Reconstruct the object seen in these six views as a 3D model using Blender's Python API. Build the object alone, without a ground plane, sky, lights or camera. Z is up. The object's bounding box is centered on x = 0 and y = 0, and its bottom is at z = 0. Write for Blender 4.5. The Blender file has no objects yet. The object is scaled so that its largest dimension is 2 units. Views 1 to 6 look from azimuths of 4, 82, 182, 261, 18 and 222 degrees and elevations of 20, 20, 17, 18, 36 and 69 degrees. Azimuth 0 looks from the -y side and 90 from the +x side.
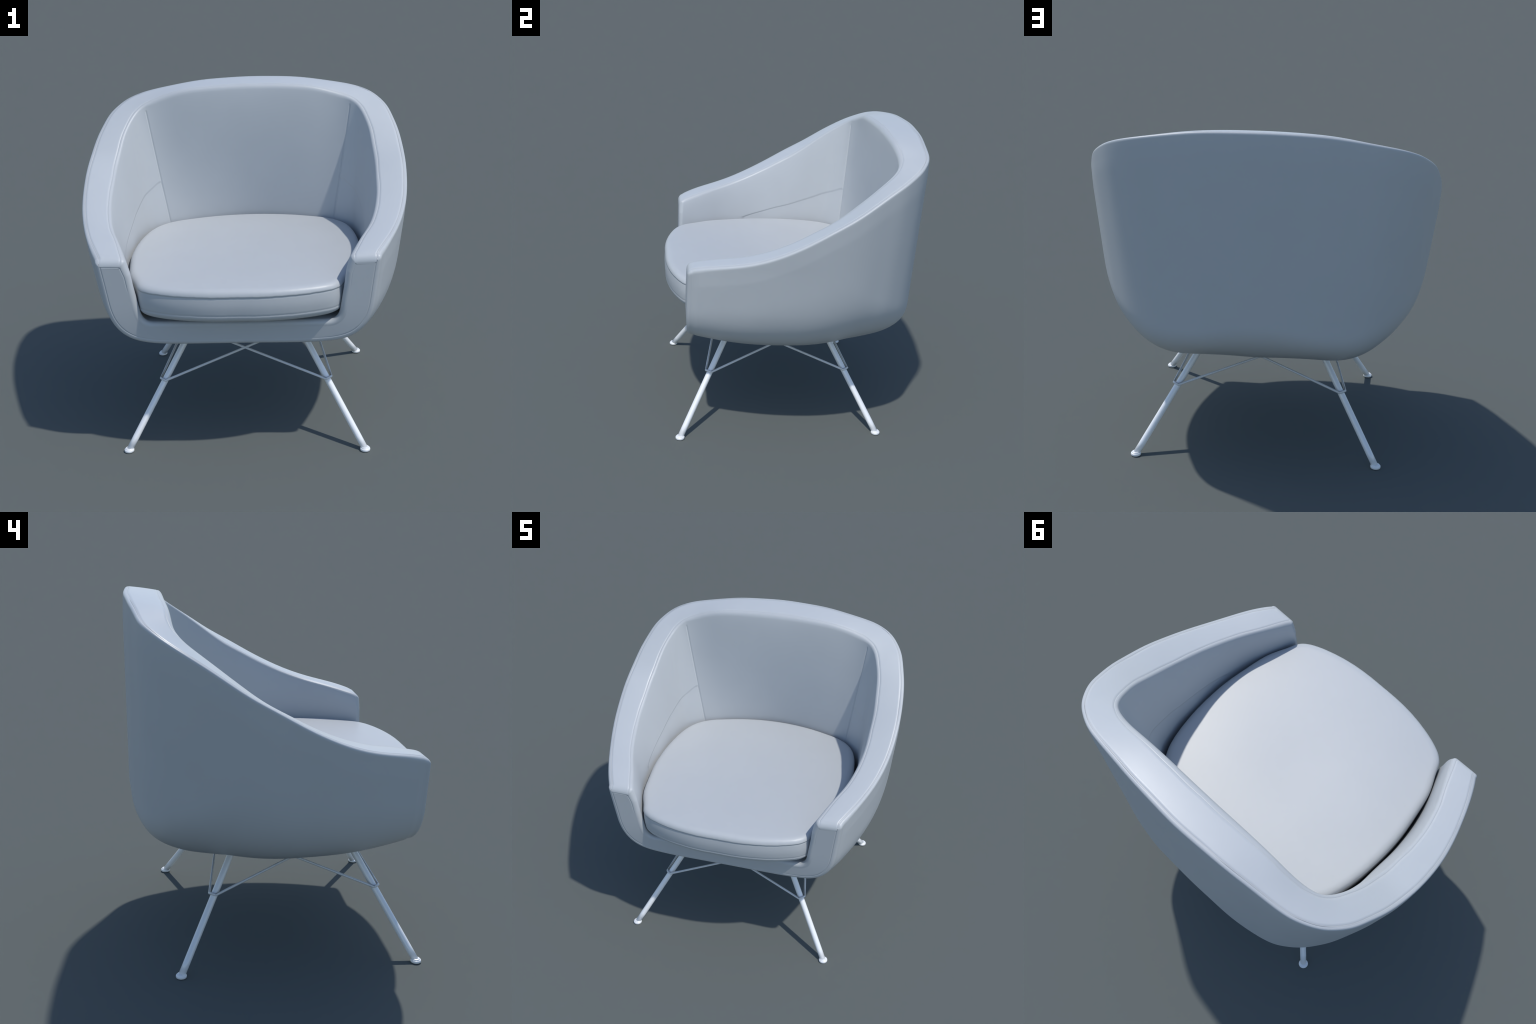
"""Upholstered tub armchair on four splayed steel legs with crossed wire braces."""
import bpy, bmesh, math
import numpy as np
from mathutils import Vector

# ------------------------------------------------------------------ helpers
def spline(t, P, x):
    """Natural cubic spline through points P at parameters t, sampled at x."""
    t = np.asarray(t, float); P = np.asarray(P, float); x = np.atleast_1d(np.asarray(x, float))
    if P.ndim == 1:
        return spline(t, P[:, None], x)[:, 0]
    n, h = len(t), np.diff(t)
    A, B = np.zeros((n, n)), np.zeros(P.shape)
    A[0, 0] = A[-1, -1] = 1
    for i in range(1, n - 1):
        A[i, i - 1], A[i, i], A[i, i + 1] = h[i - 1], 2 * (h[i - 1] + h[i]), h[i]
        B[i] = 6 * ((P[i + 1] - P[i]) / h[i] - (P[i] - P[i - 1]) / h[i - 1])
    m = np.linalg.solve(A, B)
    i = np.clip(np.searchsorted(t, x) - 1, 0, n - 2)
    hh = h[i][:, None]
    a = (t[i + 1] - x)[:, None] / hh
    b = 1 - a
    return a * P[i] + b * P[i + 1] + ((a ** 3 - a) * m[i] + (b ** 3 - b) * m[i + 1]) * hh ** 2 / 6


def mirrored(t, P, x):
    """Spline over a half curve that is mirrored in x at t = 0 (smooth across the middle)."""
    t = np.asarray(t, float); P = np.asarray(P, float)
    flip = np.array([-1, 1, 1])
    return spline(np.r_[-t[:0:-1], t], np.vstack([P[:0:-1] * flip, P]), x)


def unit(v):
    return v / np.maximum(np.linalg.norm(v, axis=-1, keepdims=True), 1e-9)


def bezier(a, b, c, n):
    """Rounded corner from a over b to c, n points, ends included."""
    t = np.linspace(0, 1, n)[:, None, None]
    return list((1 - t) ** 2 * a + 2 * t * (1 - t) * b + t ** 2 * c)


def wobble(s, seed, size):
    """Hand-sewn unevenness along a seam."""
    rng = np.random.default_rng(seed)
    out = np.zeros_like(s)
    for f in (7, 13, 22, 37, 61):
        out += np.sin(s * f + rng.uniform(0, 6.28)) * rng.uniform(.4, 1)
    return out * size / 2.2


# ------------------------------------------------------------------ materials
def leather(name, colour=(.490, .512, .528), rough=.42):
    mat = bpy.data.materials.new(name)
    mat.use_nodes = True
    nt = mat.node_tree
    nodes, links = nt.nodes, nt.links
    bsdf = nodes["Principled BSDF"]
    co = nodes.new("ShaderNodeTexCoord")
    grain = nodes.new("ShaderNodeTexNoise")
    grain.inputs["Scale"].default_value = 220
    grain.inputs["Detail"].default_value = 3
    cloud = nodes.new("ShaderNodeTexNoise")
    cloud.inputs["Scale"].default_value = 5
    cloud.inputs["Detail"].default_value = 2
    ramp = nodes.new("ShaderNodeValToRGB")
    ramp.color_ramp.elements[0].position, ramp.color_ramp.elements[1].position = .3, .7
    ramp.color_ramp.elements[0].color = (*[c * .992 for c in colour], 1)
    ramp.color_ramp.elements[1].color = (*[c * 1.008 for c in colour], 1)
    bump = nodes.new("ShaderNodeBump")
    bump.inputs["Strength"].default_value = .06
    bump.inputs["Distance"].default_value = .002
    links.new(co.outputs["Object"], grain.inputs["Vector"])
    links.new(co.outputs["Object"], cloud.inputs["Vector"])
    links.new(cloud.outputs["Fac"], ramp.inputs["Fac"])
    links.new(ramp.outputs["Color"], bsdf.inputs["Base Color"])
    links.new(grain.outputs["Fac"], bump.inputs["Height"])
    links.new(bump.outputs["Normal"], bsdf.inputs["Normal"])
    bsdf.inputs["Roughness"].default_value = rough
    bsdf.inputs["Specular IOR Level"].default_value = .5
    return mat


def steel(name, colour=(.90, .905, .91), rough=.30):
    mat = bpy.data.materials.new(name)
    mat.use_nodes = True
    nodes, links = mat.node_tree.nodes, mat.node_tree.links
    bsdf = nodes["Principled BSDF"]
    co = nodes.new("ShaderNodeTexCoord")
    noise = nodes.new("ShaderNodeTexNoise")
    noise.inputs["Scale"].default_value = 60
    ramp = nodes.new("ShaderNodeMapRange")
    ramp.inputs["To Min"].default_value, ramp.inputs["To Max"].default_value = rough - .03, rough + .03
    links.new(co.outputs["Object"], noise.inputs["Vector"])
    links.new(noise.outputs["Fac"], ramp.inputs["Value"])
    links.new(ramp.outputs["Result"], bsdf.inputs["Roughness"])
    bsdf.inputs["Base Color"].default_value = (*colour, 1)
    bsdf.inputs["Metallic"].default_value = .1
    return mat


LEATHER = leather("pale_leather")
LIGHTENED_LEATHER = leather("leather_lightened_for_rim_light", (.513, .538, .558), .40)  # same leather, colour lightened: rim catches more light than the shaded panels
STEEL = steel("white_lacquered_steel")
SHADE_DARKENED_STEEL = steel("steel_darkened_for_underseat_shade", (.70, .71, .72))  # same steel as the legs, base darkened to bake in shade under the shell

root = bpy.data.objects.new("armchair", None)
bpy.context.collection.objects.link(root)
root["label"] = "pale grey leather tub armchair on four splayed steel legs"
root["category"] = "armchair"


def link(name, mesh, parent=root):
    ob = bpy.data.objects.new(name, mesh)
    bpy.context.collection.objects.link(ob)
    ob.parent = parent
    return ob


# ------------------------------------------------------------------ shell: rim curves (right half, back centre to arm front)
RIM_OUTER = np.array([(0, .820, 1.960), (.170, .813, 1.957), (.330, .802, 1.949), (.471, .786, 1.932), (.596, .771, 1.913),
                      (.683, .754, 1.898), (.752, .722, 1.881), (.825, .674, 1.853), (.868, .627, 1.826), (.911, .560, 1.788),
                      (.945, .478, 1.737), (.971, .385, 1.677), (.990, .271, 1.602), (.9995, .141, 1.528), (.997, 0, 1.447),
                      (.980, -.151, 1.370), (.941, -.316, 1.305), (.884, -.487, 1.262), (.834, -.601, 1.235), (.795, -.672, 1.211)])
# inner rim point | matching outer rim point (plan) | inner wall where it meets the cushion (plan)
INNER = np.array([
    (0, .606, 1.937, 0, .820, 0, .613), (.266, .601, 1.929, .29, .805, .22, .592), (.446, .597, 1.908, .49, .779, .37, .560),
    (.585, .589, 1.868, .67, .749, .475, .529), (.678, .566, 1.832, .79, .69, .557, .501), (.722, .532, 1.801, .862, .622, .617, .447),
    (.754, .474, 1.757, .915, .53, .670, .388), (.783, .39, 1.694, .953, .43, .698, .295), (.80, .285, 1.613, .98, .315, .716, .193),
    (.812, .17, 1.53, .995, .19, .722, .09), (.813, .036, 1.455, .996, .045, .73, -.03), (.81, -.083, 1.393, .983, -.10, .732, -.13),
    (.789, -.227, 1.332, .953, -.255, .722, -.26), (.744, -.389, 1.282, .90, -.43, .69, -.41), (.685, -.534, 1.248, .845, -.57, .64, -.55),
    (.633, -.672, 1.212, .793, -.672, .596, -.672)])
SEAM_AT = 4            # row of INNER where back panel and side panel are sewn together
FRONT_Y = -.672        # where the front edge rounding starts
CUSHION_LEVEL, DECK = 1.05, .82

RIM_OUTER[:, 2] += .002
RIM_OUTER[-2:, 0] += [.004, .009]
RIM_OUTER[-2:, 2] += [.002, .004]
RIM_OUTER[6:10, :2] += .003
_dense = np.linspace(0, 1, 2001)
_len = np.r_[0, np.cumsum(np.linalg.norm(np.diff(RIM_OUTER, axis=0), axis=1))]
_len /= _len[-1]
_rim = mirrored(_len, RIM_OUTER, _dense)
S_IN = np.array([_dense[np.argmin(np.linalg.norm(_rim[:, :2] - r[3:5], axis=1))] for r in INNER])
S_IN[0], S_IN[-1] = 0, 1
S_SEAM = S_IN[SEAM_AT]

# wall profile of the bowl, by position along the rim (back centre .. back corner .. side .. arm front)
KNOT = [0, .2, .33, .45, .6, .8, 1.]
LEAN_X = [.125, .143, .161, .144, .123, .181, .172]
LEAN_Y = [.012, .006, .036, .075, .101, .141, .176]
TURN_Z = [.922, .885, .941, 1.05, 1.187, 1.074, .958]
POWER = [2.166, 2.648, 2.989, 2.785, 2.333, 2.979, 2.543]
ROOT = np.log([.383, .509, .345, .321, .201, .183, .146]).tolist()
KEEL_Y, KEEL_Z, KEEL_PULL = -.051, (.569, .190, .047, -.016), .394

NS = 260
s = np.unique(np.r_[np.linspace(0, .93, NS - 40), np.linspace(.93, 1, 40),
                    S_SEAM + np.array([-.008, -.005, -.003, -.0015, 0, .0015, .003, .005, .008])])
N = len(s)
Po = mirrored(_len, RIM_OUTER, s)
Pi = mirrored(S_IN, INNER[:, :3], s)
lower = np.c_[INNER[:, 5:7], np.full(len(INNER), CUSHION_LEVEL)]
k = SEAM_AT
Lo = np.where((s <= S_SEAM)[:, None], mirrored(S_IN[:k + 1], lower[:k + 1], np.minimum(s, S_SEAM)),
              spline(S_IN[k:], lower[k:], np.maximum(s, S_SEAM)))
lean_x, lean_y, turn, power, rootp = (spline(np.r_[-np.array(KNOT[:0:-1]), KNOT], np.r_[v[:0:-1], v], s) for v in (LEAN_X, LEAN_Y, TURN_Z, POWER, ROOT))
rootp = np.exp(rootp)
pull = lambda w: (w * w + .03) ** (KEEL_PULL / 2) - .03 ** (KEEL_PULL / 2)
mid_y = KEEL_Y + (FRONT_Y - KEEL_Y) * pull(np.clip((.45 - Po[:, 1]) / (.45 - FRONT_Y), 0, 1)) / pull(1)
keel_z = KEEL_Z[0] + KEEL_Z[1] * (mid_y - KEEL_Z[2]) ** 2 + KEEL_Z[3] * (mid_y - KEEL_Z[2]) ** 3


def wall_reach(z):
    drop = np.clip((turn - z) / (turn - keel_z), 0, 1)
    return np.maximum(0, 1 - drop ** power) ** rootp


_top = wall_reach(Po[:, 2])


def wall(z):
    r = wall_reach(z) / _top
    rx = r * (1 + lean_x * (z - 1.2)) / (1 + lean_x * (Po[:, 2] - 1.2))
    ry = r * (1 + lean_y * (z - 1.2)) / (1 + lean_y * (Po[:, 2] - 1.2))
    # padding: the cover swells a little below the rim, more on the flanks under the arms
    drop = np.clip((turn - z) / (turn - keel_z), 0, 1) ** 2
    hump = lambda at, wide: np.exp(-((s - at) / wide) ** 2)
    swell = (.006 + .007 * hump(.80, .12) * np.clip((1.25 - z) / .3, 0, 1)) * np.clip((Po[:, 2] - z) / .12, 0, 1) * np.clip((1 - s) / .02, .35, 1)
    radial = unit(np.c_[Po[:, 0], Po[:, 1] - mid_y])
    push = (.022 * hump(.63, .12) - .026 * hump(.385, .085)) * 4 * drop * (1 - drop)
    lift = (.004 * hump(0, .2) + .010 * hump(.3, .12)) * drop ** 3 + .019 * hump(.66, .14) * drop ** 1.5
    fade = np.clip(r / .85, 0, 1)
    fade = fade * fade * (3 - 2 * fade)
    return np.c_[Po[:, 0] * rx + radial[:, 0] * (swell * (1 - drop) + push) * fade, mid_y + (Po[:, 1] - mid_y) * ry + radial[:, 1] * (swell * (1 - drop) + push) * fade,
                 z - swell * drop * fade + lift]


band = unit(Pi - Po)
width = np.linalg.norm(Pi - Po, axis=1)[:, None]
tangent = unit(np.gradient(Po, axis=0))
up = unit(np.cross(tangent, band))
up *= np.sign(up[:, 2:3])
back = np.clip((S_SEAM - s) / .05, 0, 1)[:, None]       # 1 along the backrest, 0 along the arms
back = back * back * (3 - 2 * back)

columns, kind = [], []


def put(points, what):
    for p in points:
        columns.append(p)
        kind.append(what)


# outer wall, from the keel upwards
tip = np.clip((s - .90) / .10, 0, 1)
tip = (tip * tip * (3 - 2 * tip))[:, None]
R_OUT = .019 + .010 * tip
z_start = Po[:, 2] - R_OUT[:, 0]
z_turn = np.minimum(turn, z_start - .02)
low = [wall(z_turn - (z_turn - keel_z) * (1 - (1 - math.sin(a)) ** 1.7)) for a in np.linspace(math.pi / 2, 0, 64)]
high = [wall(z_turn + (z_start - z_turn) * a) for a in np.linspace(0, 1, 26)[1:]]
put(low + high, "outer_cover")
put(bezier(high[-1], Po, Po + band * R_OUT, 9)[1:], "outer_cover")
# sewn groove, flat band on top of the rim, second groove
SEAM = .0032
w_out = wobble(s, 1, .0016)[:, None]
w_in = wobble(s * 1.1, 2, .0022)[:, None]
a0 = R_OUT + .001 + w_out
put([Po + band * a0 + up * .0006, Po + band * (a0 + SEAM * .7) - up * .0018], "outer_cover")
put([Po + band * (a0 + SEAM * 1.4) + up * .0008], "rim_band")
r_in = .010 + .008 * back + .004 * tip
b0 = width - r_in - .004 + w_in
for t in np.linspace(0, 1, 12)[1:-1]:
    put([Po + band * (a0 + SEAM * 1.4 + (b0 - a0 - 2.8 * SEAM) * t) + up * (.0015 * math.sin(math.pi * t) + .0008)], "rim_band")
put([Po + band * (b0 - SEAM * 1.4) + up * .0008, Po + band * (b0 - SEAM * .7) - up * .0018], "rim_band")
put([Po + band * b0 + up * .0006], "inner")
# inner wall
fall = Lo - Pi
wall_len = np.linalg.norm(fall, axis=1)[:, None]
outward = unit(np.c_[Po[:, :2] - Pi[:, :2], np.zeros(N)])


_x = Pi[:, :1] / INNER[SEAM_AT, 0]
pad = np.where(s[:, None] <= S_SEAM, .037 * np.clip(1 - np.abs(_x) ** 1.6, 0, 1) - .003 * np.clip(_x, 0, 1) ** 6,
               -.002 + .010 * np.clip((s[:, None] - S_SEAM) / .12, 0, 1))


def inner_wall(u):
    u = np.broadcast_to(u, (N, 1))
    puff = np.sin(math.pi * np.clip(u, 0, 1) ** .72)
    return Pi + fall * u - outward * pad * puff


u0 = (r_in * 1.2 + .004) / wall_len
put(bezier(Po + band * (b0 + .002), Pi, inner_wall(u0), 10), "inner")
put([inner_wall(u0 + (1 - u0) * t) for t in np.linspace(0, 1, 120)[1:]], "inner")
# well under the cushion, down to the seat deck
corner = Lo + unit(fall) * ((DECK - CUSHION_LEVEL) / unit(fall)[:, 2:3]) * np.array([.75, .75, 1])
centre = np.c_[np.zeros(N), mid_y, np.full(N, DECK - .004)]
put([Lo + (corner - Lo) * t for t in np.linspace(0, .70, 8)[1:]], "seat_deck")
put(bezier(Lo + (corner - Lo) * .70, corner, corner + unit(centre - corner) * .06, 9)[1:], "seat_deck")
last = columns[-1]
put([last + (centre - last) * t for t in np.linspace(0, 1, 9)[1:]], "seat_deck")

grid = np.array(columns)                  # (profile, along, xyz)
M = len(grid)
kind = np.array(kind)

# sewn creases pressed into the inner walls
def press(points, line, depth, half_width, below=0.0):
    a, b = line[:-1], line[1:]
    ab = b - a
    t = np.clip(((points[..., None, :] - a) * ab).sum(-1) / (ab * ab).sum(-1), 0, 1)
    foot = a + t[..., None] * ab
    d = np.linalg.norm(points[..., None, :] - foot, axis=-1)
    i = d.argmin(-1)
    near = np.take_along_axis(d, i[..., None], -1)[..., 0]
    zfoot = np.take_along_axis(foot[..., 2], i[..., None], -1)[..., 0]
    groove = depth * np.exp(-(near / half_width) ** 2)
    step = below * np.exp(-(near / .07) ** 2) * np.clip((zfoot - points[..., 2]) / .004 + .3, 0, 1)
    return groove + step


rows = np.where(kind == "inner")[0]
wall_rows = rows[14:]
diag = np.array([(.606, .512, 1.316), (.655, .440, 1.274), (.693, .332, 1.226), (.722, .187, 1.168), (.736, .026, 1.119), (.738, -.135, 1.073), (.72, -.30, 1.02)])
diag = spline(np.arange(len(diag)), diag, np.linspace(0, len(diag) - 1, 60))
diag[:, 2] += wobble(np.linspace(0, .5, 60), 5, .002)
pts = grid[wall_rows]
flat_pts, flat_line = pts.copy(), diag.copy()
amount = np.zeros(pts.shape[:2])
side_cols = np.where(s > S_SEAM)[0]
# measured in (y, z) so that small differences in depth of the wall do not matter
fp, fl = pts[:, side_cols].copy(), diag.copy()
fp[..., 0] = 0
fl[:, 0] = 0
amount[:, side_cols] = press(fp, fl, .0010, .004, .0032)
amount += (.0032 * np.exp(-((s - S_SEAM - wobble(s * 0, 3, 0)) / .0032) ** 2))[None, :]
grid[wall_rows] += outward[None] * amount[..., None]

# ------------------------------------------------------------------ front face: rounding rows and flat panel
ring = grid[:, -1, :].copy()
ring[:, 1] = FRONT_Y
d2 = np.gradient(ring[:, [0, 2]], axis=0)
# smooth the direction so that the seam grooves do not fold the rounding
for _ in range(6):
    d2[1:-1] = (d2[:-2] + d2[1:-1] * 2 + d2[2:]) / 4
d2 = unit(d2)
inward = np.c_[-d2[:, 1], np.zeros(M), d2[:, 0]]        # ring runs keel -> top -> deck: interior on its left
mid_wall = ring[np.where(kind == "outer_cover")[0][70]]
if inward[np.where(kind == "outer_cover")[0][70]][0] > 0:
    inward = -inward
inward[0], inward[-1] = (0, 0, 1), (0, 0, -1)
R_FRONT = .028
is_band = kind == "rim_band"


# straight edges at the top of the arm, to which every inset row is trimmed (a mitred inset)
Pa, Pb = Po[-1, [0, 2]], Pi[-1, [0, 2]]
e_band = unit(Pb - Pa)
n_band = np.array([e_band[1], -e_band[0]]); n_band *= -np.sign(n_band[1])
i_out = np.where((kind == "outer_cover") & (ring[:, 2] < Pa[1] - .09))[0][-1]
e_out = unit(ring[i_out, [0, 2]] - Pa)
n_out = np.array([e_out[1], -e_out[0]]); n_out *= -np.sign(n_out[0])
i_in = np.where((kind == "inner") & (ring[:, 2] < Pb[1] - .09))[0][0]
e_in = unit(ring[i_in, [0, 2]] - Pb)
n_in = np.array([e_in[1], -e_in[0]]); n_in *= np.sign(n_in[0])
near_top = ring[:, 2] > min(Pa[1], Pb[1]) - .09


def inset(d, points):
    p = points + inward * d
    q = p[near_top][:, [0, 2]]
    for _ in range(2):
        q = q + np.maximum(0, d - (q - Pa) @ n_band)[:, None] * n_band
        q = q + np.maximum(0, d - (q - Pa) @ n_out)[:, None] * e_band / (e_band @ n_out)
        q = q + np.maximum(0, d - (q - Pb) @ n_in)[:, None] * -e_band / (-e_band @ n_in)
    flat = (is_band | np.roll(is_band, 1) | np.roll(is_band, 2) | np.roll(is_band, -1) | np.roll(is_band, -2))[near_top]
    q[flat] += (d - (q[flat] - Pa) @ n_band)[:, None] * n_band * min(1, d / R_FRONT)
    p[near_top] = np.c_[q[:, 0], p[near_top][:, 1], q[:, 1]]
    return p


def front_rows(side):
    out = []
    for a in np.linspace(0, math.pi / 2, 8)[1:]:
        out.append(inset(R_FRONT * (1 - math.cos(a)), ring) + np.array([0, -R_FRONT * math.sin(a), 0]))
    wob = wobble(np.linspace(0, 3, M), 7 + side, .0012)[:, None]
    depth = np.select([kind == "outer_cover", is_band, kind == "inner"], [.0024, .0020 if side < 0 else .0, .0022 if side < 0 else .0008], .0)[:, None]
    depth = depth * np.clip(np.linspace(0, M, M) / 40, .2, 1)[:, None]
    for off, frac in ((.002, 0), (.0045, 1), (.007, 0), (.012, 0)):
        out.append(inset(R_FRONT + off + wob.mean(), ring) + np.array([0, -R_FRONT, 0]) + np.array([0, 1., 0]) * depth * frac)
    return out


def panel_of(what, col, side):
    if what == "inner":
        return "inner_back_panel" if s[col] < S_SEAM - 1e-6 else ("inner_side_panel" if side > 0 else "inner_side_panel.L")
    return what


verts, faces, tags = [], [], []
ends = {}
for side in (1, -1):
    flip = np.array([side, 1, 1])
    block = [grid[:, j, :] for j in range(N)] + front_rows(side)
    start = len(verts)
    for row in block:
        verts.extend((row * flip).tolist())
    for j in range(len(block) - 1):
        for i in range(M - 1):
            q = [start + j * M + i, start + j * M + i + 1, start + (j + 1) * M + i + 1, start + (j + 1) * M + i]
            faces.append(q if side > 0 else q[::-1])
            if j >= N - 1 + 8:
                tags.append("front_panel")
            else:
                tags.append(panel_of(kind[i], min(j, N - 1), side))
    ends[side] = [start + (len(block) - 1) * M + i for i in range(M)]
# flat front panel: strip of triangles between the outer edge and the opening edge
for side in (1, -1):
    idx = ends[side]
    first, final = np.where(is_band)[0][[0, -1]]
    A, B = idx[:first], idx[final + 1:][::-1]
    la, lb = ([0.] + list(np.cumsum([math.dist(verts[p], verts[q]) for p, q in zip(l, l[1:])])) for l in (A, B))
    i = j = 0
    while i < len(A) - 1 or j < len(B) - 1:
        if j == len(B) - 1 or (i < len(A) - 1 and la[i + 1] / la[-1] <= lb[j + 1] / lb[-1]):
            tri = [A[i], A[i + 1], B[j]]; i += 1
        else:
            tri = [A[i], B[j + 1], B[j]]; j += 1
        if len(set(tri)) == 3:
            faces.append(tri if side < 0 else tri[::-1])
            tags.append("front_panel")

# the front rail below the seat opening stands back from the arm fronts
vv = np.array(verts)
ease = lambda t: np.clip(t, 0, 1) ** 2 * (3 - 2 * np.clip(t, 0, 1))
vv[:, 1] += .022 * ease((.93 - vv[:, 2]) / .20) * (1 - .75 * ease((np.abs(vv[:, 0]) - .45) / .30)) * ease((-.40 - vv[:, 1]) / .25)
# padded tips of the arms roll over towards the front
roll = np.clip((-.635 - vv[:, 1]) / .065, 0, 1)
vv[:, 2] -= .016 * roll ** 2.5 * np.clip((vv[:, 2] - 1.08) / .11, 0, 1)
verts = vv.tolist()

bm = bmesh.new()
bv = [bm.verts.new(v) for v in verts]
names = sorted(set(tags))
for f, t in zip(faces, tags):
    vs = []
    for i in f:
        if not vs or bv[i] is not vs[-1]:
            vs.append(bv[i])
    try:
        bm.faces.new(vs).material_index = names.index(t)
    except ValueError:
        pass
bmesh.ops.remove_doubles(bm, verts=bm.verts, dist=2e-5)
bmesh.ops.dissolve_degenerate(bm, edges=bm.edges, dist=1e-6)
bmesh.ops.recalc_face_normals(bm, faces=bm.faces)
big = [f for f in bm.faces if len(f.verts) > 4]
bmesh.ops.triangulate(bm, faces=big)
bm.normal_update()
region = bm.faces.layers.int.new("region")
for f in bm.faces:
    f.smooth = True
    f[region] = f.material_index
    f.material_index = 0
bm.verts.index_update()
normal_of = {v.index: v.normal.copy() for v in bm.verts}
for f in bm.faces:
    if len(f.verts) == 3 and f[region] == names.index("front_panel"):
        for v in f.verts:
            normal_of[v.index] = Vector((0, -1, -.10 * float(ease((.96 - v.co.z) / .26)))).normalized()
for idx, name in enumerate(names):
    sub = bmesh.new()
    seen, nor = {}, []
    for f in bm.faces:
        if f[region] != idx:
            continue
        vs = []
        for v in f.verts:
            if v.index not in seen:
                seen[v.index] = sub.verts.new(v.co)
                nor.append(normal_of[v.index])
            vs.append(seen[v.index])
        nf = sub.faces.new(vs)
        nf.smooth = True
    me = bpy.data.meshes.new(name.split(".")[0])
    sub.to_mesh(me)
    sub.free()
    me.materials.append(LIGHTENED_LEATHER if name == "rim_band" else LEATHER)
    me.normals_split_custom_set_from_vertices(nor)
    link(name.split(".")[0], me)
bm.free()

# ------------------------------------------------------------------ seat cushion
OUTLINE = np.array([(0, -.812), (.12, -.811), (.24, -.800), (.36, -.776), (.46, -.744), (.53, -.708), (.566, -.672), (.592, -.615), (.643, -.50),
                    (.675, -.35), (.697, -.2), (.704, -.05), (.699, .08), (.684, .20), (.659, .31), (.612, .412), (.53, .487),
                    (.41, .534), (.27, .573), (.13, .595), (0, .602)])
full = np.vstack([OUTLINE, OUTLINE[-2:0:-1] * [-1, 1]])
L = np.r_[0, np.cumsum(np.linalg.norm(np.diff(np.vstack([full, full[:1]]), axis=0), axis=1))]
NC = 480
ext = np.vstack([full[-4:], full, full[:5]])
tl = np.r_[L[-5:-1] - L[-1], L[:-1], L[-1] + L[:5]]
tc = np.linspace(0, L[-1], NC, endpoint=False)
rim = spline(tl, ext, tc)
hub = np.array([0, -.08])
ray = rim - hub
dist = np.linalg.norm(ray, axis=1)[:, None]
ray = ray / dist
front = np.clip((-.35 - rim[:, 1:2]) / .3, 0, 1)
front = front * front * (3 - 2 * front)


def crown(xy):
    """Height of the padded top over the plan."""
    q2 = (xy[:, :1] / .72) ** 2 + ((xy[:, 1:2] + .10) / .72) ** 2
    return 1.065 - .004 * np.exp(-q2 / .16) - .008 * q2 ** 2.5


cw = wobble(tc * 4, 11, .0014)[:, None]
cw2 = wobble(tc * 4, 12, .0012)[:, None]


def ring_at(inset, z):
    p = hub + ray * (dist - inset)
    return np.c_[p, np.broadcast_to(z, (NC, 1))]


R_TOP = .045
profile, ckind = [], []
for q in np.r_[np.linspace(.02, .9, 34), np.linspace(.9, 1, 10)[1:]]:
    inset_c = dist - (dist - R_TOP) * q
    profile.append(ring_at(inset_c, crown(ring_at(inset_c, 0)[:, :2])))
    ckind.append("top_panel")
a = profile[-1]
slope = profile[-1] - profile[-2]
top_seam, low_seam = 1.014, .908
b = a + unit(slope) * R_TOP * .8
c = ring_at(np.full((NC, 1), -.003), np.full((NC, 1), top_seam + .006) + cw)
b = np.c_[(c[:, :2] * .9 + a[:, :2] * .1), np.maximum(b[:, 2], top_seam + .012)]
for p in bezier(a, b, c, 12)[1:]:
    profile.append(p)
    ckind.append("top_panel")
profile.append(ring_at(np.full((NC, 1), .0016), top_seam + .002 + cw)); ckind.append("top_panel")
profile.append(ring_at(np.full((NC, 1), .000), top_seam - .0025 + cw)); ckind.append("boxing_strip")
for t in np.linspace(0, 1, 12)[1:-1]:
    z = (top_seam - .003 + cw) * (1 - t) + (low_seam + .003 + cw2) * t
    profile.append(ring_at(np.full((NC, 1), -.004 * math.sin(math.pi * t)), z)); ckind.append("boxing_strip")
profile.append(ring_at(np.full((NC, 1), .000), low_seam + .0025 + cw2)); ckind.append("boxing_strip")
profile.append(ring_at(np.full((NC, 1), .0016), low_seam - .0005 + cw2)); ckind.append("boxing_strip")
profile.append(ring_at(np.full((NC, 1), .000), low_seam - .005 + cw2)); ckind.append("bottom_panel")
a = profile[-1]
for p in bezier(a, ring_at(np.full((NC, 1), .004), np.full((NC, 1), .865)), ring_at(np.full((NC, 1), .07), np.full((NC, 1), .850)), 10)[1:]:
    profile.append(p); ckind.append("bottom_panel")
for t in (.3, .6, .97):
    profile.append(ring_at(.07 + (dist - .07) * t, np.full((NC, 1), .850))); ckind.append("bottom_panel")

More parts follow.
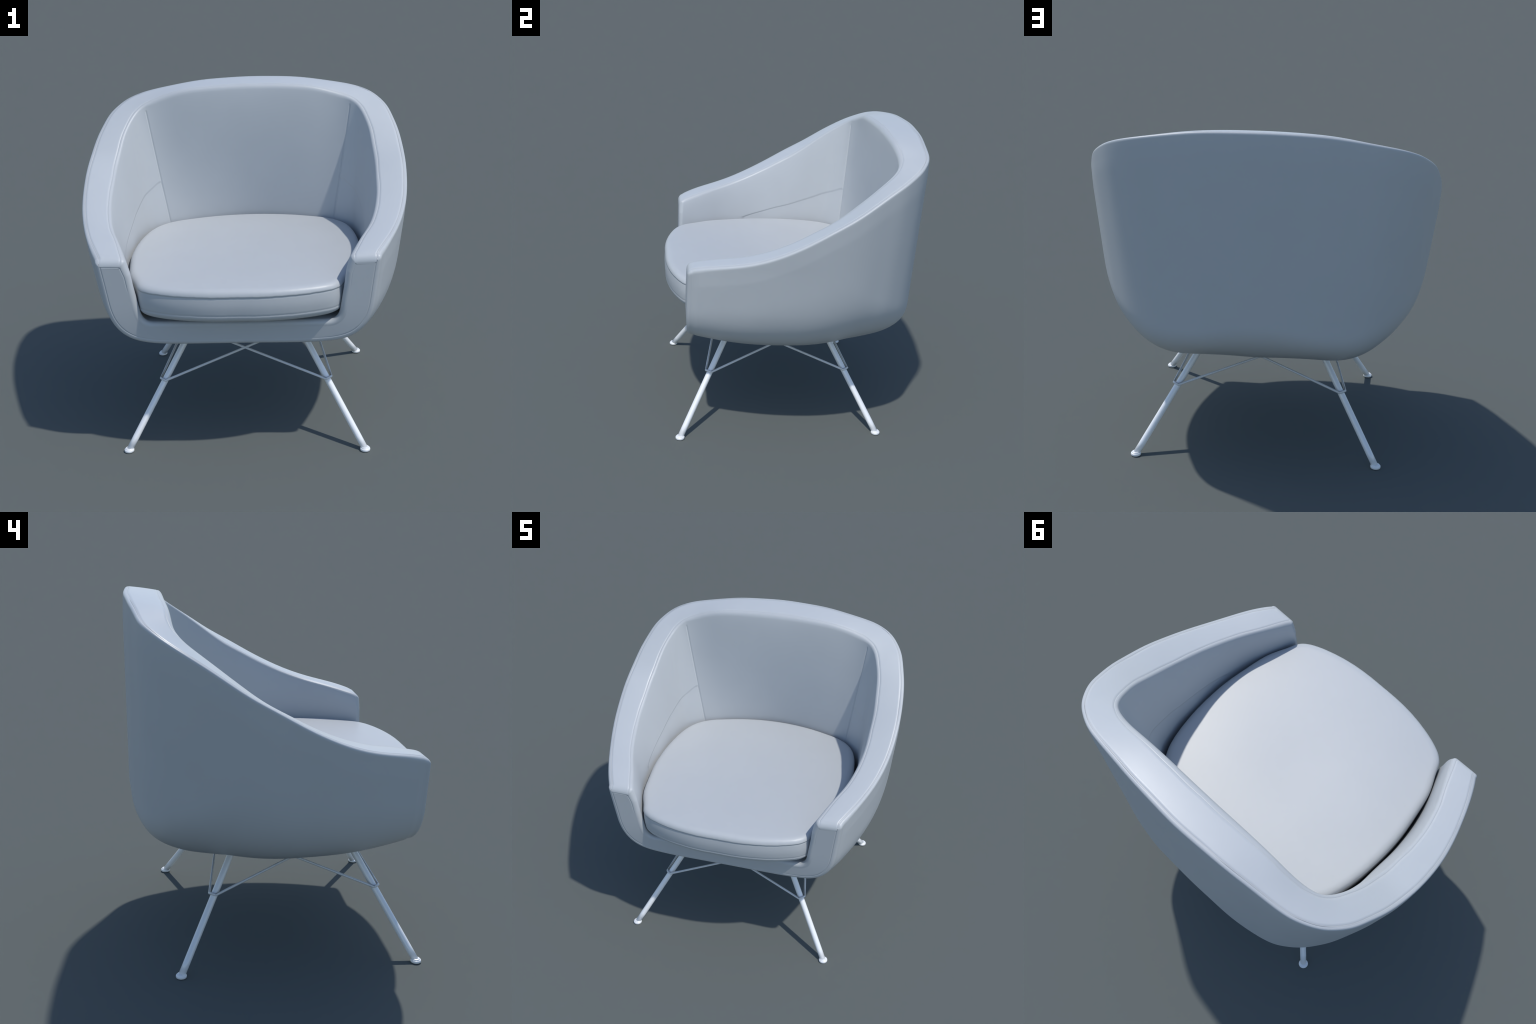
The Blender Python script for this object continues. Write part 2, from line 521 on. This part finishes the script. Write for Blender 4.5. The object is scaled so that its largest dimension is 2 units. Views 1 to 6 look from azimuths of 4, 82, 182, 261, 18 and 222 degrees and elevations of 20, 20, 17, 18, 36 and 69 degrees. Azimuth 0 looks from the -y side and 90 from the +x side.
cm = bmesh.new()
cv = [[cm.verts.new(v) for v in ringp] for ringp in profile]
ctag = {}
for i in range(len(profile) - 1):
    for j in range(NC):
        f = cm.faces.new([cv[i][j], cv[i + 1][j], cv[i + 1][(j + 1) % NC], cv[i][(j + 1) % NC]])
        ctag[f] = ckind[i]
ctag[cm.faces.new(cv[0])] = "top_panel"
ctag[cm.faces.new(cv[-1][::-1])] = "bottom_panel"
bmesh.ops.recalc_face_normals(cm, faces=cm.faces)
cm.normal_update()
cm.verts.index_update()
cushion = None
for name in ("boxing_strip", "top_panel", "bottom_panel"):
    sub, seen, nor = bmesh.new(), {}, []
    for f, t in ctag.items():
        if t != name:
            continue
        vs = []
        for v in f.verts:
            if v.index not in seen:
                seen[v.index] = sub.verts.new(v.co)
                nor.append(v.normal.copy())
            vs.append(seen[v.index])
        sub.faces.new(vs).smooth = True
    me = bpy.data.meshes.new(name)
    sub.to_mesh(me)
    sub.free()
    me.materials.append(LEATHER)
    me.normals_split_custom_set_from_vertices(nor)
    if cushion is None:
        cushion = link("seat_cushion", me)
    else:
        link(name, me, cushion)
cm.free()


# ------------------------------------------------------------------ steel base
def tube(path, radius, sides=20, name="tube"):
    """Round bar swept along a path of points."""
    path = np.array(path, float)
    t = unit(np.gradient(path, axis=0))
    n = unit(np.cross(t[0], [.3, .2, 1.]))
    rings = []
    for p, d in zip(path, t):
        n = unit(n - d * (n @ d))
        b = np.cross(d, n)
        rings.append([p + radius * (math.cos(a) * n + math.sin(a) * b) for a in np.linspace(0, 2 * math.pi, sides, endpoint=False)])
    bm = bmesh.new()
    v = [[bm.verts.new(q) for q in r] for r in rings]
    for i in range(len(v) - 1):
        for j in range(sides):
            bm.faces.new([v[i][j], v[i][(j + 1) % sides], v[i + 1][(j + 1) % sides], v[i + 1][j]]).smooth = True
    bm.faces.new(v[0][::-1]); bm.faces.new(v[-1])
    bmesh.ops.recalc_face_normals(bm, faces=bm.faces)
    me = bpy.data.meshes.new(name)
    bm.to_mesh(me)
    bm.free()
    me.materials.append(STEEL)
    return me


def turned(profile, sides=40, name="turned"):
    bm = bmesh.new()
    v = [[bm.verts.new((r * math.cos(a), r * math.sin(a), z)) for a in np.linspace(0, 2 * math.pi, sides, endpoint=False)] for r, z in profile]
    for i in range(len(v) - 1):
        for j in range(sides):
            bm.faces.new([v[i][j], v[i][(j + 1) % sides], v[i + 1][(j + 1) % sides], v[i + 1][j]]).smooth = True
    bm.faces.new(v[0][::-1]); bm.faces.new(v[-1])
    bmesh.ops.recalc_face_normals(bm, faces=bm.faces)
    me = bpy.data.meshes.new(name)
    bm.to_mesh(me)
    bm.free()
    me.materials.append(STEEL)
    return me


LEG_R, WIRE_R, CLIP_Z = .0193, .0072, .368
FOOT = {(1, -1): (.706, -.727), (1, 1): (.704, .584), (-1, -1): (-.706, -.727), (-1, 1): (-.704, .584)}
CLIP = {(1, -1): (.488, -.524), (1, 1): (.484, .380), (-1, -1): (-.488, -.524), (-1, 1): (-.484, .380)}
TOP_Z = .66
cap_mesh = turned([(.018, 0), (.0272, 0), (.0288, .0012), (.0296, .0045), (.0296, .0085), (.0288, .0125), (.0270, .0148), (.0245, .0158), (.0228, .0160), (.0222, .0200), (.0208, .0212), (.012, .0214)], name="foot_cap")
cap_mesh.set_sharp_from_angle(angle=math.radians(50))


def on_leg(key, z):
    f, c = np.array(FOOT[key]), np.array(CLIP[key])
    return np.r_[f + (c - f) * (z / CLIP_Z), z]


for key in FOOT:
    path = [on_leg(key, z) for z in np.linspace(.012, TOP_Z, 12)]
    leg = link("leg", tube(path, LEG_R, 28, "leg"))
    cap = link("foot_cap", cap_mesh, leg)
    cap.location = (*on_leg(key, .006)[:2], 0)

for key in FOOT:
    sx, sy = key
    leg_dir = unit(on_leg(key, .5) - on_leg(key, .3))
    c = on_leg(key, CLIP_Z)
    across = on_leg((-sx, sy), TOP_Z - .005)      # wire to the leg on the other side
    along = on_leg((sx, -sy), TOP_Z - .005)       # wire to the leg in front or behind
    r = LEG_R + WIRE_R + .002
    # bend round the outside of the leg
    bend = []
    n_across = np.array([0, sy, 0.])              # side of the leg the first wire passes
    n_along = np.array([sx, 0, 0.])
    for t in np.linspace(0, 1, 15):
        d = math.cos(t * math.pi / 2) * n_across + math.sin(t * math.pi / 2) * n_along
        d = d - leg_dir * (d @ leg_dir)
        bend.append(c + unit(d) * r)
    first = np.array(across) + n_across * .022
    second = np.array(along) + n_along * .022
    path = [first + (bend[0] - first) * t for t in np.linspace(0, 1, 12)[:-1]] + bend + [bend[-1] + (second - bend[-1]) * t for t in np.linspace(0, 1, 12)[1:]]
    wire = tube(path, WIRE_R, 14, "wire_brace")
    wire.materials[0] = SHADE_DARKENED_STEEL
    link("wire_brace", wire)
